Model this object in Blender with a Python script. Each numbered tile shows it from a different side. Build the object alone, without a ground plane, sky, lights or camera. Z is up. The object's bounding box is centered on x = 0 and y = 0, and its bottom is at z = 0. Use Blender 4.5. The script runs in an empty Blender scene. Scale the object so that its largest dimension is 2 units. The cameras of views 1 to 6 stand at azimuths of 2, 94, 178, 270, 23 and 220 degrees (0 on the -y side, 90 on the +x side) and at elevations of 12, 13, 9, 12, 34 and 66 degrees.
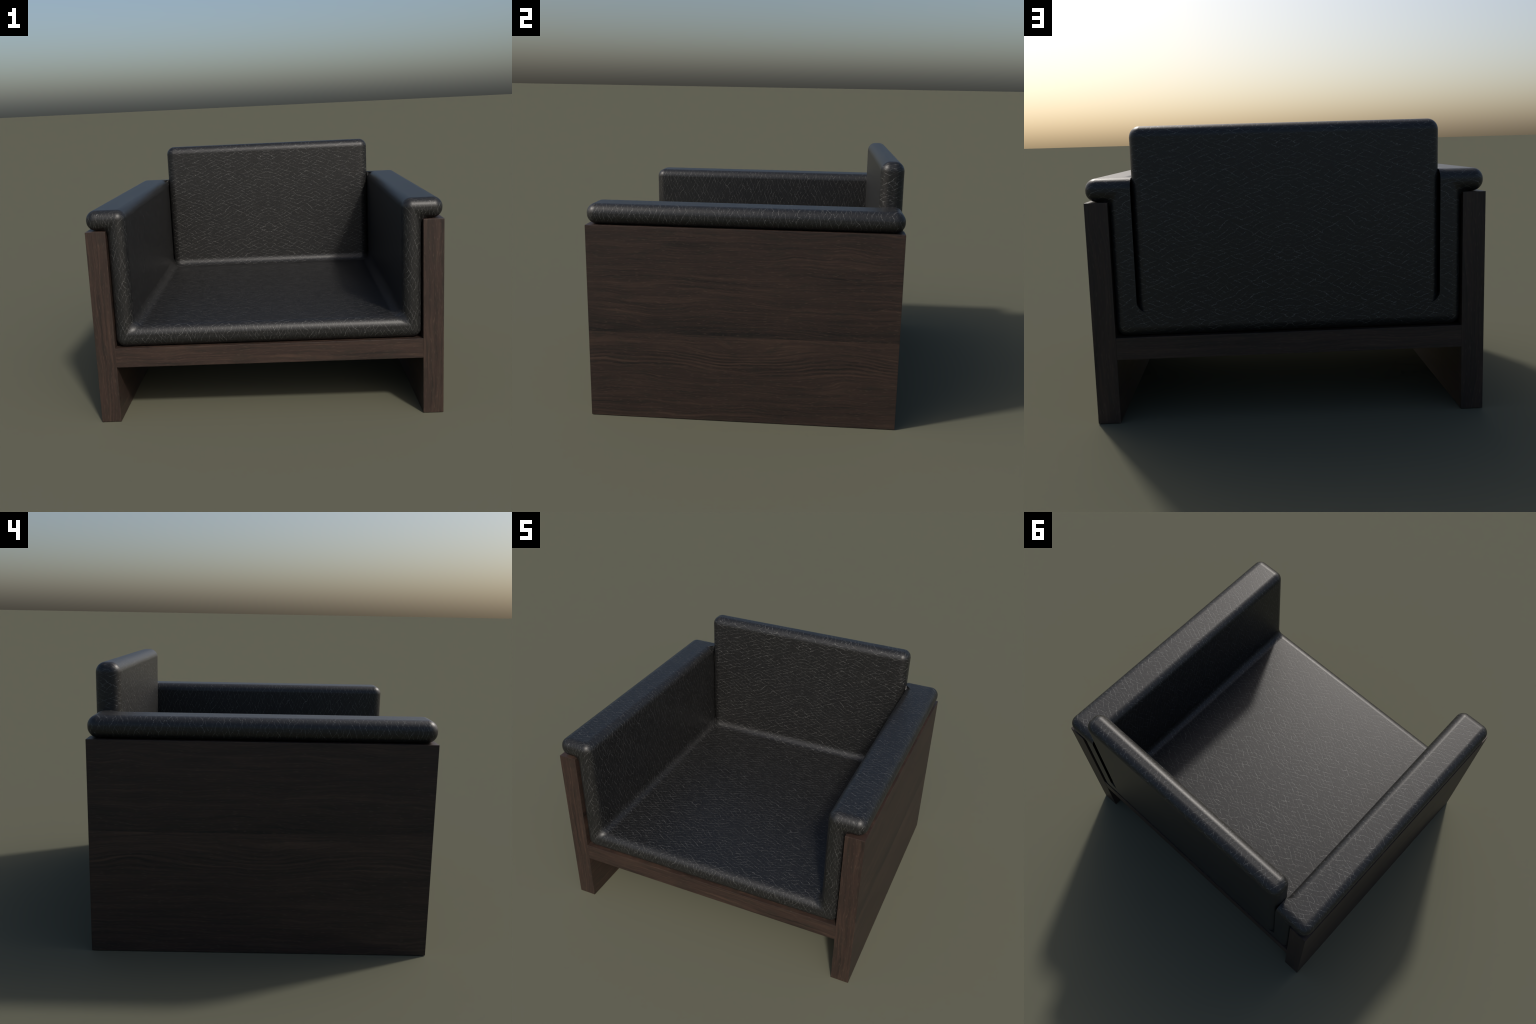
"""Low armchair: dark wooden slab sides and seat board, black leather cushion
(seat, two arms with overhanging rolls, upright back)."""
import bpy, math
from mathutils import Vector

# ------------------------------------------------------------------ sizes
T = 0.115                 # one thickness rules every slab and every cushion
HW = 1.0                  # half width over the side panels
HD = 0.8855               # half depth
PANEL_H = 1.136
PANEL_IN = HW - T         # inner face of the side panels
BOARD_Z0, BOARD_Z1 = 0.3345, 0.4490
R = 0.0545                # rounding of every cushion edge (almost a bullnose)
NS = 9                    # segments per quarter round (odd)

SEAT_Z0, SEAT_Z1 = 0.4505, 0.5765
ARM_OUT, ARM_IN = PANEL_IN - 0.001, PANEL_IN - T
ROLL_OUT = 0.9985
ROLL_Z0, ROLL_Z1 = PANEL_H + 0.001, 1.2535
BACK_Y = 0.7515           # front plane of the back cushion
BACK_HW = ARM_IN - 0.0020
BACK_Z1 = 1.5035


# ------------------------------------------------------------------ mesh helper
class Builder:
    """Collects vertices and faces with explicit loop normals."""
    def __init__(self):
        self.v, self.f, self.n = [], [], []

    def add(self, face, normals=None):
        pts = [Vector(p) for p in face]
        # drop coincident neighbours
        keep = [i for i in range(len(pts)) if (pts[i] - pts[i - 1]).length > 1e-6]
        if len(keep) < 3:
            return
        pts2 = [pts[i] for i in keep]
        if normals is None:
            nn = Vector((0, 0, 0))
            for i in range(len(pts2)):
                nn += pts2[i - 1].cross(pts2[i])
            nn.normalize()
            ns = [nn] * len(pts2)
        else:
            ns = [Vector(normals[i]).normalized() for i in keep]
        ids = []
        for p in pts2:
            key = (round(p.x, 5), round(p.y, 5), round(p.z, 5))
            if key not in self._map:
                self._map[key] = len(self.v)
                self.v.append(p)
            ids.append(self._map[key])
        if len(set(ids)) < 3 or len(set(ids)) != len(ids):
            return
        self.f.append(ids)
        self.n.extend(ns)

    _map = None

    def start(self):
        self._map = {}
        return self

    def build(self, name, material, parent):
        me = bpy.data.meshes.new(name)
        me.from_pydata(self.v, [], self.f)
        me.polygons.foreach_set("use_smooth", [True] * len(me.polygons))
        me.normals_split_custom_set([tuple(n) for n in self.n])
        me.materials.append(material)
        me.update()
        ob = bpy.data.objects.new(name, me)
        bpy.context.scene.collection.objects.link(ob)
        ob.parent = parent
        return ob


# ------------------------------------------------------------------ node helpers
class Nodes:
    def __init__(self, name):
        self.mat = bpy.data.materials.new(name)
        self.mat.use_nodes = True
        self.t = self.mat.node_tree
        self.t.nodes.clear()
        self.out = self.t.nodes.new("ShaderNodeOutputMaterial")
        self.bsdf = self.t.nodes.new("ShaderNodeBsdfPrincipled")
        self.link(self.bsdf.outputs[0], self.out.inputs[0])

    def link(self, a, b):
        self.t.links.new(a, b)

    def new(self, kind, **kw):
        n = self.t.nodes.new(kind)
        for k_, v_ in kw.items():
            setattr(n, k_, v_)
        return n

    def put(self, sock, val):
        if hasattr(val, "is_linked"):
            self.link(val, sock)
        else:
            sock.default_value = val

    def math(self, op, a, b=0.0, c=0.0, clamp=False):
        n = self.new("ShaderNodeMath", operation=op, use_clamp=clamp)
        self.put(n.inputs[0], a)
        self.put(n.inputs[1], b)
        self.put(n.inputs[2], c)
        return n.outputs[0]

    def vmath(self, op, a, b=(0, 0, 0)):
        n = self.new("ShaderNodeVectorMath", operation=op)
        self.put(n.inputs[0], a)
        self.put(n.inputs[1], b)
        return n.outputs[0]

    def comb(self, x, y, z=0.0):
        n = self.new("ShaderNodeCombineXYZ")
        for s, v in zip(n.inputs, (x, y, z)):
            self.put(s, v)
        return n.outputs[0]

    def sep(self, v):
        n = self.new("ShaderNodeSeparateXYZ")
        self.link(v, n.inputs[0])
        return n.outputs

    def noise(self, vec, scale, detail=2.0, rough=0.5, color=False):
        n = self.new("ShaderNodeTexNoise")
        self.link(vec, n.inputs["Vector"])
        n.inputs["Scale"].default_value = scale
        n.inputs["Detail"].default_value = detail
        n.inputs["Roughness"].default_value = rough
        return n.outputs["Color"] if color else n.outputs["Fac"]

    def smooth(self, val, lo, hi, a=0.0, b=1.0):
        n = self.new("ShaderNodeMapRange", interpolation_type='SMOOTHSTEP')
        self.put(n.inputs["Value"], val)
        for key, x in (("From Min", lo), ("From Max", hi), ("To Min", a), ("To Max", b)):
            self.put(n.inputs[key], x)
        return n.outputs["Result"]

    def mix(self, fac, a, b):
        n = self.new("ShaderNodeMix", data_type='RGBA')
        self.put(n.inputs["Factor"], fac)
        self.put(n.inputs["A"] if False else n.inputs[6], a)
        self.put(n.inputs[7], b)
        return n.outputs[2]

    def mixf(self, fac, a, b):
        n = self.new("ShaderNodeMix", data_type='FLOAT')
        self.put(n.inputs[0], fac)
        self.put(n.inputs[2], a)
        self.put(n.inputs[3], b)
        return n.outputs[0]


# ------------------------------------------------------------------ leather
LEATHER_DARK = (0.0086, 0.0086, 0.0085, 1)
LEATHER_LOW = (0.0078, 0.0078, 0.0077, 1)
LEATHER_GRAIN = (0.0125, 0.0125, 0.0125, 1)
LEATHER_LINE = (0.108, 0.107, 0.103, 1)


def crease_net(N, u, v, seed):
    """Net of fine broken creases: two slanting families of wavy lines that cross in
    long diamonds drawn out along u, and finer families between them."""
    p = N.comb(u, v, seed)
    q = N.comb(N.math('MULTIPLY', u, 0.55), v, seed)
    warp = N.sep(N.noise(q, 8.0, 2.0, 0.5, color=True))
    jit = N.sep(N.noise(q, 62.0, 1.0, 0.5, color=True))
    gates = N.sep(N.noise(q, 30.0, 2.0, 0.6, color=True))

    def family(slope, freq, wide, k, gate, lo, hi, amount):
        t = N.math('MULTIPLY_ADD', u, slope, v)
        ph = N.math('MULTIPLY_ADD', t, freq, N.math('MULTIPLY', warp[k], 3.0))
        ph = N.math('MULTIPLY_ADD', jit[k], 0.42, ph)
        d = N.math('ABSOLUTE', N.math('SUBTRACT', N.math('FRACT', ph), 0.5))
        line = N.smooth(d, 0.0, wide, amount, 0.0)
        return N.math('MULTIPLY', line, N.smooth(gates[gate], lo, hi))
    net = family(0.42, 33.0, 0.092, 0, 0, 0.36, 0.62, 1.0)
    net = N.math('MAXIMUM', net, family(-0.46, 34.0, 0.092, 1, 1, 0.38, 0.64, 1.0))
    net = N.math('MAXIMUM', net, family(0.10, 62.0, 0.13, 2, 2, 0.48, 0.66, 0.40))
    net = N.math('MAXIMUM', net, family(-0.85, 48.0, 0.12, 2, 1, 0.52, 0.38, 0.20))
    dots = N.smooth(N.noise(p, 165.0, 1.0, 0.5), 0.38, 0.66, 0.16, 1.0)
    return N.math('MULTIPLY', net, dots)


def leather(name, upright):
    """upright: back cushion (its faces are creased sideways, its thin edges across)."""
    N = Nodes(name)
    tc = N.new("ShaderNodeTexCoord")
    x, y, z = N.sep(tc.outputs["Object"])
    nx, ny, nz = [N.math('ABSOLUTE', s) for s in N.sep(tc.outputs["Normal"])]
    ax = N.math('ABSOLUTE', x)           # the hide pattern is mirrored about the middle
    is_z = N.math('GREATER_THAN', nz, N.math('MAXIMUM', nx, ny))
    is_x = N.math('GREATER_THAN', nx, ny)
    if upright:
        high = N.math('GREATER_THAN', z, 1.0)   # top edge; the foot runs into the seat
        face, side = (ax, z), (y, z)
        top = (N.mixf(high, ax, y), N.mixf(high, y, ax))
    else:
        rear = N.math('GREATER_THAN', y, 0.0)
        face = (N.mixf(rear, z, ax), N.mixf(rear, ax, z))
        side, top = (z, y), (ax, y)
    u = N.mixf(is_z, N.mixf(is_x, face[0], side[0]), top[0])
    v = N.mixf(is_z, N.mixf(is_x, face[1], side[1]), top[1])
    if upright:
        scale = 1.05
    else:                                # tighter creases on the front round
        scale = N.mixf(N.math('LESS_THAN', y, -HD + R), 1.05, 1.30)
    u, v = N.math('MULTIPLY', u, scale), N.math('MULTIPLY', v, scale)
    line = crease_net(N, u, v, 1.3 if upright else 4.6)
    grain = N.noise(tc.outputs["Object"], 150.0, 2.0, 0.6)
    cloud = N.noise(tc.outputs["Object"], 5.0, 2.0, 0.5)
    base = N.mix(N.smooth(cloud, 0.3, 0.7), LEATHER_LOW, LEATHER_DARK)
    base = N.mix(N.smooth(grain, 0.3, 0.75, 0.0, 0.30), base, LEATHER_GRAIN)
    N.link(N.mix(line, base, LEATHER_LINE), N.bsdf.inputs["Base Color"])
    N.link(N.math('MULTIPLY_ADD', line, 0.08, 0.44), N.bsdf.inputs["Roughness"])
    N.bsdf.inputs["Specular IOR Level"].default_value = 0.5
    bump = N.new("ShaderNodeBump")
    bump.inputs["Strength"].default_value = 0.22
    bump.inputs["Distance"].default_value = 0.004
    N.link(N.math('MULTIPLY_ADD', line, -0.6, N.math('MULTIPLY', grain, 0.16)), bump.inputs["Height"])
    N.link(bump.outputs[0], N.bsdf.inputs["Normal"])
    return N.mat


# ------------------------------------------------------------------ wood
WOOD_DARK = (0.0090, 0.0072, 0.0062, 1)
WOOD_MID = (0.0300, 0.0182, 0.0138, 1)
WOOD_LIGHT = (0.0680, 0.0400, 0.0275, 1)
WOOD_GREEN = (0.0190, 0.0158, 0.0118, 1)
WOOD_RED = (0.0320, 0.0180, 0.0145, 1)
WOOD_PORE = (0.0800, 0.0540, 0.0390, 1)


def wood(name, along, seed, joint=None):
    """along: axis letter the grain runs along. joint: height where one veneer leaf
    meets the next, seen as a jump from dark to light."""
    N = Nodes(name)
    tc = N.new("ShaderNodeTexCoord")
    x, y, z = N.sep(tc.outputs["Object"])
    g, a, b = {'y': (y, z, x), 'z': (z, x, y), 'x': (x, z, y)}[along]
    a = N.math('ADD', a, seed)
    slow = N.comb(N.math('MULTIPLY', g, 1.3), N.math('MULTIPLY', a, 3.0), N.math('ADD', b, seed))
    bend = N.math('MULTIPLY', N.math('SUBTRACT', N.noise(slow, 1.8, 2.0), 0.5), 0.085)
    aw = N.math('ADD', a, bend)
    if joint is not None:
        # the leaf below the joint swings in long waves
        j = N.math('SUBTRACT', z, joint)
        below = N.math('LESS_THAN', j, N.math('MULTIPLY', bend, 0.25))
        wave = N.math('COSINE', N.math('MULTIPLY_ADD', y, 2 * math.pi / 1.21, -2.96))
        near = N.math('MULTIPLY', N.smooth(j, -0.36, -0.12), N.smooth(j, -0.10, -0.02, 1.0, 0.0))
        near2 = N.math('MULTIPLY', N.smooth(j, 0.0, 0.02), N.smooth(j, 0.06, 0.22, 1.0, 0.0))
        aw = N.math('MULTIPLY_ADD', N.math('MULTIPLY', wave, near), -0.026, aw)
        aw = N.math('MULTIPLY_ADD', N.math('MULTIPLY', wave, near2), 0.014, aw)
        aw = N.math('MULTIPLY_ADD', below, 3.7, aw)
    patch = N.noise(N.comb(N.math('MULTIPLY', g, 1.3), N.math('MULTIPLY', aw, 8.0), b), 2.0, 3.0, 0.6)
    rings = N.noise(N.comb(N.math('MULTIPLY', g, 0.5), N.math('MULTIPLY', aw, 26.0), b), 2.2, 3.0, 0.6)
    streak = N.noise(N.comb(N.math('MULTIPLY', g, 2.2), N.math('MULTIPLY', aw, 110.0), N.math('MULTIPLY', b, 30.0)), 1.0, 2.0, 0.6)
    pores = N.noise(N.comb(N.math('MULTIPLY', g, 26.0), N.math('MULTIPLY', aw, 190.0), N.math('MULTIPLY', b, 60.0)), 1.0, 1.0, 0.5)
    hue = N.noise(N.comb(N.math('MULTIPLY', g, 4.0), N.math('MULTIPLY', aw, 18.0), N.math('ADD', b, 4.0)), 2.0, 3.0, 0.6)
    tone = N.math('MULTIPLY_ADD', N.math('SUBTRACT', patch, 0.5), 0.55, 0.5)
    tone = N.math('MULTIPLY_ADD', N.math('SUBTRACT', rings, 0.5), 0.60, tone)
    tone = N.math('MULTIPLY_ADD', N.math('SUBTRACT', streak, 0.5), 0.75, tone)
    if joint is not None:
        fade = N.math('MULTIPLY', N.smooth(j, 0.0, 0.17, 1.0, 0.0), N.math('SUBTRACT', 1.0, below))
        glow = N.math('MULTIPLY', below, N.smooth(j, -0.16, 0.0, 0.0, 1.0))
        band = N.math('SINE', N.math('MULTIPLY', aw, 2 * math.pi / 0.023))
        band = N.math('MULTIPLY', band, N.math('MULTIPLY', N.smooth(j, -0.24, -0.19), N.smooth(j, -0.14, -0.08, 1.0, 0.0)))
        tone = N.math('MULTIPLY_ADD', fade, -0.17, tone)
        tone = N.math('MULTIPLY_ADD', glow, 0.12, tone)
        tone = N.math('MULTIPLY_ADD', band, 0.15, tone)
    ramp = N.new("ShaderNodeValToRGB")
    el = ramp.color_ramp.elements
    el[0].position, el[0].color = 0.15, WOOD_DARK
    el[1].position, el[1].color = 0.95, WOOD_LIGHT
    mid = el.new(0.52)
    mid.color = WOOD_MID
    N.link(tone, ramp.inputs[0])
    col = N.mix(N.smooth(hue, 0.53, 0.66, 0.0, 0.45), ramp.outputs[0], WOOD_GREEN)
    col = N.mix(N.smooth(hue, 0.34, 0.50, 0.45, 0.0), col, WOOD_RED)
    col = N.mix(N.smooth(pores, 0.57, 0.76, 0.0, 0.38), col, WOOD_PORE)
    N.link(col, N.bsdf.inputs["Base Color"])
    N.bsdf.inputs["Roughness"].default_value = 0.50
    N.bsdf.inputs["Specular IOR Level"].default_value = 0.4
    bump = N.new("ShaderNodeBump")
    bump.inputs["Strength"].default_value = 0.12
    bump.inputs["Distance"].default_value = 0.002
    N.link(pores, bump.inputs["Height"])
    N.link(bump.outputs[0], N.bsdf.inputs["Normal"])
    return N.mat


# ------------------------------------------------------------------ wooden slabs
def slab(name, lo, hi, face_mats, parent, c=0.0013):
    """Box with small chamfers. face_mats: materials for the x, y and z faces."""
    import bmesh
    bm = bmesh.new()
    bmesh.ops.create_cube(bm, size=1.0)
    for v in bm.verts:
        v.co = Vector([lo[i] if v.co[i] < 0 else hi[i] for i in range(3)])
    bmesh.ops.bevel(bm, geom=bm.edges[:], offset=c, segments=2, affect='EDGES', profile=0.5)
    me = bpy.data.meshes.new(name)
    mats = []
    for m in face_mats:
        if m not in mats:
            mats.append(m)
            me.materials.append(m)
    for f in bm.faces:
        f.smooth = False
        n = [abs(t) for t in f.normal]
        f.material_index = mats.index(face_mats[n.index(max(n))])
    bm.to_mesh(me)
    bm.free()
    ob = bpy.data.objects.new(name, me)
    bpy.context.scene.collection.objects.link(ob)
    ob.parent = parent
    return ob


# ------------------------------------------------------------------ cushion
def half_outline():
    """Right half of the cushion section in xz, from the bottom middle round to the
    seat middle. Items: point, outward normal, region, square point, square normal, zone."""
    corners = [((ARM_OUT, SEAT_Z0), 1, 'arm'), ((ARM_OUT, ROLL_Z0), -1, 'arm'),
               ((ROLL_OUT, ROLL_Z0), 1, 'arm'), ((ROLL_OUT, ROLL_Z1), 1, 'arm'),
               ((ARM_IN, ROLL_Z1), 1, 'crest'), ((ARM_IN, SEAT_Z1), -1, 'inner')]
    path = [(0.0, SEAT_Z0)] + [c[0] for c in corners] + [(0.0, SEAT_Z1)]
    out = []
    for i, (c, convex, zone) in enumerate(corners):
        c = Vector(c)
        d_in = (c - Vector(path[i])).normalized()
        d_out = (Vector(path[i + 2]) - c).normalized()
        n_in = Vector((d_in.y, -d_in.x))
        n_out = Vector((d_out.y, -d_out.x))
        centre = c - d_in * R + d_out * R
        for s in range(NS + 1):
            t = s / NS * math.pi / 2
            n = n_in * math.cos(t) + n_out * math.sin(t)
            p = centre + n * R * convex
            if zone == 'crest':        # square counterpart next to the back cushion
                if s <= NS // 2:
                    sq, sn = Vector((p.x, c.y)), n_in
                    if s == NS // 2:
                        sq = c.copy()
                else:
                    sq, sn = Vector((c.x, p.y)), n_out
                    if s == NS // 2 + 1:
                        sq = c.copy()
                zn = 'top' if s <= NS // 2 else 'inner'
            else:
                sq, sn, zn = p.copy(), n.copy(), ('inner' if zone == 'inner' else 'outer')
            # concave corners tighten as the section shrinks, so the rounds meet in a mitre
            mitre = None if convex > 0 else (c, d_in, d_out, n_in + n_out)
            out.append((p, n, sq, sn, zn, zone == 'crest', mitre))
    return out


def inset(p, n, mitre, d):
    if mitre is None:
        return p - n * d
    c, d_in, d_out, nn = mitre
    r = R - 0.85 * d
    return c - nn * d - d_in * r + d_out * r - n * r


def cushion_rings():
    """Rings along y; each ring holds (position, normal) for the right half section."""
    H = half_outline()
    rings = []
    for s in range(NS + 1):                              # rounded front
        t = s / NS * math.pi / 2
        d, y = R * (1 - math.sin(t)), -HD + R * (1 - math.cos(t))
        ring = []
        for p, n, sq, sn, zn, cr, mi in H:
            q = inset(p, n, mi, d)
            ring.append((Vector((q.x, y, q.y)),
                         Vector((n.x * math.sin(t), -math.cos(t), n.y * math.sin(t)))))
        rings.append(ring)

    def y_step(sq, zn, cr):                              # slanting end of the rounded crest
        if zn == 'inner':
            return max(0.780, 0.800 - max(0.0, ROLL_Z1 - sq.y)) if cr else 0.780
        return max(0.745, 0.800 - max(0.0, sq.x - ARM_IN)) if cr else 0.745
    a, b = [], []
    for p, n, sq, sn, zn, cr, mi in H:
        y = y_step(sq, zn, cr)
        a.append((Vector((p.x, y - 0.004, p.y)), Vector((n.x, 0, n.y))))
        b.append((Vector((sq.x, y, sq.y)), Vector((sn.x, 0, sn.y))))
    rings.append(a)
    rings.append(b)
    for s in range(NS + 1):                              # rounded rear, sharp inner edge
        t = s / NS * math.pi / 2
        d, y = R * (1 - math.cos(t)), HD - R * (1 - math.sin(t))
        ring = []
        for p, n, sq, sn, zn, cr, mi in H:
            if zn == 'inner':
                q = Vector((sq.x, min(sq.y, ROLL_Z1 - d)))
                nn = Vector((sn.x, 0, sn.y))
            else:
                q = inset(sq, sn, mi, d)
                nn = Vector((sn.x * math.cos(t), math.sin(t), sn.y * math.cos(t)))
                if zn == 'top':
                    q = Vector((max(sq.x, ARM_IN), sq.y - d))
            ring.append((Vector((q.x, y, q.y)), nn))
        rings.append(ring)
    return H, rings


def mirror(p):
    return Vector((-p.x, p.y, p.z))


def build_cushion(parent, mat):
    H, rings = cushion_rings()
    m = len(H)
    step = NS + 1                       # index of the ring just before the square step
    for side in (1, -1):
        B = Builder().start()

        def put(pts, nrm):
            if side == 1:
                B.add(pts, nrm)
            else:
                B.add([mirror(p) for p in pts][::-1],
                      None if nrm is None else [mirror(n) for n in nrm][::-1])
        for k in range(len(rings) - 1):
            r0, r1 = rings[k], rings[k + 1]
            for i in range(m - 1):
                idx = [(r0, i), (r1, i), (r1, i + 1), (r0, i + 1)]
                pts = [r[j][0] for r, j in idx]
                nrm = [r[j][1] for r, j in idx]
                if k == step and H[i][5] and H[i + 1][5]:
                    nrm = None          # the hard little step
                elif k > step and H[i][4] != H[i + 1][4] and H[i][5]:
                    nrm = None
                if k > step and H[i][4] == 'inner' and pts[0].z > SEAT_Z1 + R - 0.01 and pts[3].z > SEAT_Z1 + R - 0.01:
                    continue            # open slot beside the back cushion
                put(pts, nrm)
        for ring, ny in ((rings[0], -1), (rings[-1], 1)):
            pts = [v[0] for v in ring]
            clean = [p for j, p in enumerate(pts) if (p - pts[j - 1]).length > 1e-6]
            if ny > 0:
                clean = clean[::-1]
            put(clean, [Vector((0, ny, 0))] * len(clean))
        B.build("armrest_cushion", mat, parent)

    # the seat: between the feet of the two arms
    B = Builder().start()
    for k in range(len(rings) - 1):
        r0, r1 = rings[k], rings[k + 1]
        for j in (0, m - 1):
            idx = [(r0, j, 1), (r1, j, 1), (r1, j, -1), (r0, j, -1)]
            if j == 0:
                idx = idx[::-1]
            pts = [r[q][0] if s > 0 else mirror(r[q][0]) for r, q, s in idx]
            nrm = [r[q][1] if s > 0 else mirror(r[q][1]) for r, q, s in idx]
            B.add(pts, nrm)
    for ring, ny in ((rings[0], -1), (rings[-1], 1)):
        lo, hi = ring[0][0], ring[m - 1][0]
        pts = [mirror(lo), lo, hi, mirror(hi)]
        if ny > 0:
            pts = pts[::-1]
        B.add(pts, [Vector((0, ny, 0))] * 4)
    B.build("seat_cushion", mat, parent)


def build_back(parent, mat):
    """Upright back: plan outline lofted upward, flared forward into the seat."""
    cy0, cy1 = BACK_Y + R, HD - R
    cx = BACK_HW - R
    plan = []
    for sx, cyy, a0 in ((1, cy1, 0), (-1, cy1, 90), (-1, cy0, 180), (1, cy0, 270)):
        for s in range(NS + 1):
            t = math.radians(a0 + 90 * s / NS)
            n = Vector((math.cos(t), math.sin(t)))
            plan.append((Vector((sx * cx, cyy)) + n * R, n))
    rings = []
    for s in range(NS + 1):                              # flare at the foot, front only
        t = s / NS * math.pi / 2
        z = SEAT_Z1 + R * (1 - math.cos(t))
        d = R * (1 - math.sin(t))
        ring = []
        for p, n in plan:
            w = max(0.0, -n.y)
            lift = math.cos(t) * w
            ring.append((Vector((p.x, p.y - d * w, z)),
                         Vector((n.x * math.sqrt(1 - lift * lift), n.y * math.sqrt(1 - lift * lift), lift))))
        rings.append(ring)
    for s in range(NS + 1):                              # rounded top
        t = s / NS * math.pi / 2
        z = BACK_Z1 - R * (1 - math.sin(t))
        d = R * (1 - math.cos(t))
        rings.append([(Vector((p.x - n.x * d, p.y - n.y * d, z)),
                       Vector((n.x * math.cos(t), n.y * math.cos(t), math.sin(t))))
                      for p, n in plan])
    B = Builder().start()
    m = len(plan)
    for r0, r1 in zip(rings, rings[1:]):
        for i in range(m):
            j = (i + 1) % m
            idx = [(r0, i), (r0, j), (r1, j), (r1, i)]
            B.add([r[q][0] for r, q in idx], [r[q][1] for r, q in idx])
    top = [v[0] for v in rings[-1]]
    top = [p for j, p in enumerate(top) if (p - top[j - 1]).length > 1e-6]
    B.add(top, [Vector((0, 0, 1))] * len(top))
    B.build("back_cushion", mat, parent)


# ------------------------------------------------------------------ assemble
chair = bpy.data.objects.new("armchair", None)
bpy.context.scene.collection.objects.link(chair)
chair["label"] = "low boxy armchair, black leather cushions, dark wooden slab sides"
chair["category"] = "armchair"

wood_edge = wood("dark_wood_upright_edge", 'z', 2.3)
wood_top = wood("dark_wood_top_edge", 'y', 5.1)
wood_board = wood("dark_wood_board", 'x', 7.7)
for s in (-1, 1):
    xs = sorted((s * PANEL_IN, s * HW))
    wood_face = wood("dark_wood_panel_face", 'y', 0.0, joint=0.518 if s > 0 else 0.659)
    slab("side_panel", (xs[0], -HD, 0.0), (xs[1], HD, PANEL_H),
         (wood_face, wood_edge, wood_top), chair)
slab("seat_board", (-PANEL_IN - 0.0005, -HD + 0.001, BOARD_Z0), (PANEL_IN + 0.0005, HD - 0.001, BOARD_Z1),
     (wood_board, wood_board, wood_board), chair, c=0.0012)

leather_wrap = leather("black_leather_wrap", False)
leather_back = leather("black_leather_back", True)
build_cushion(chair, leather_wrap)
build_back(chair, leather_back)
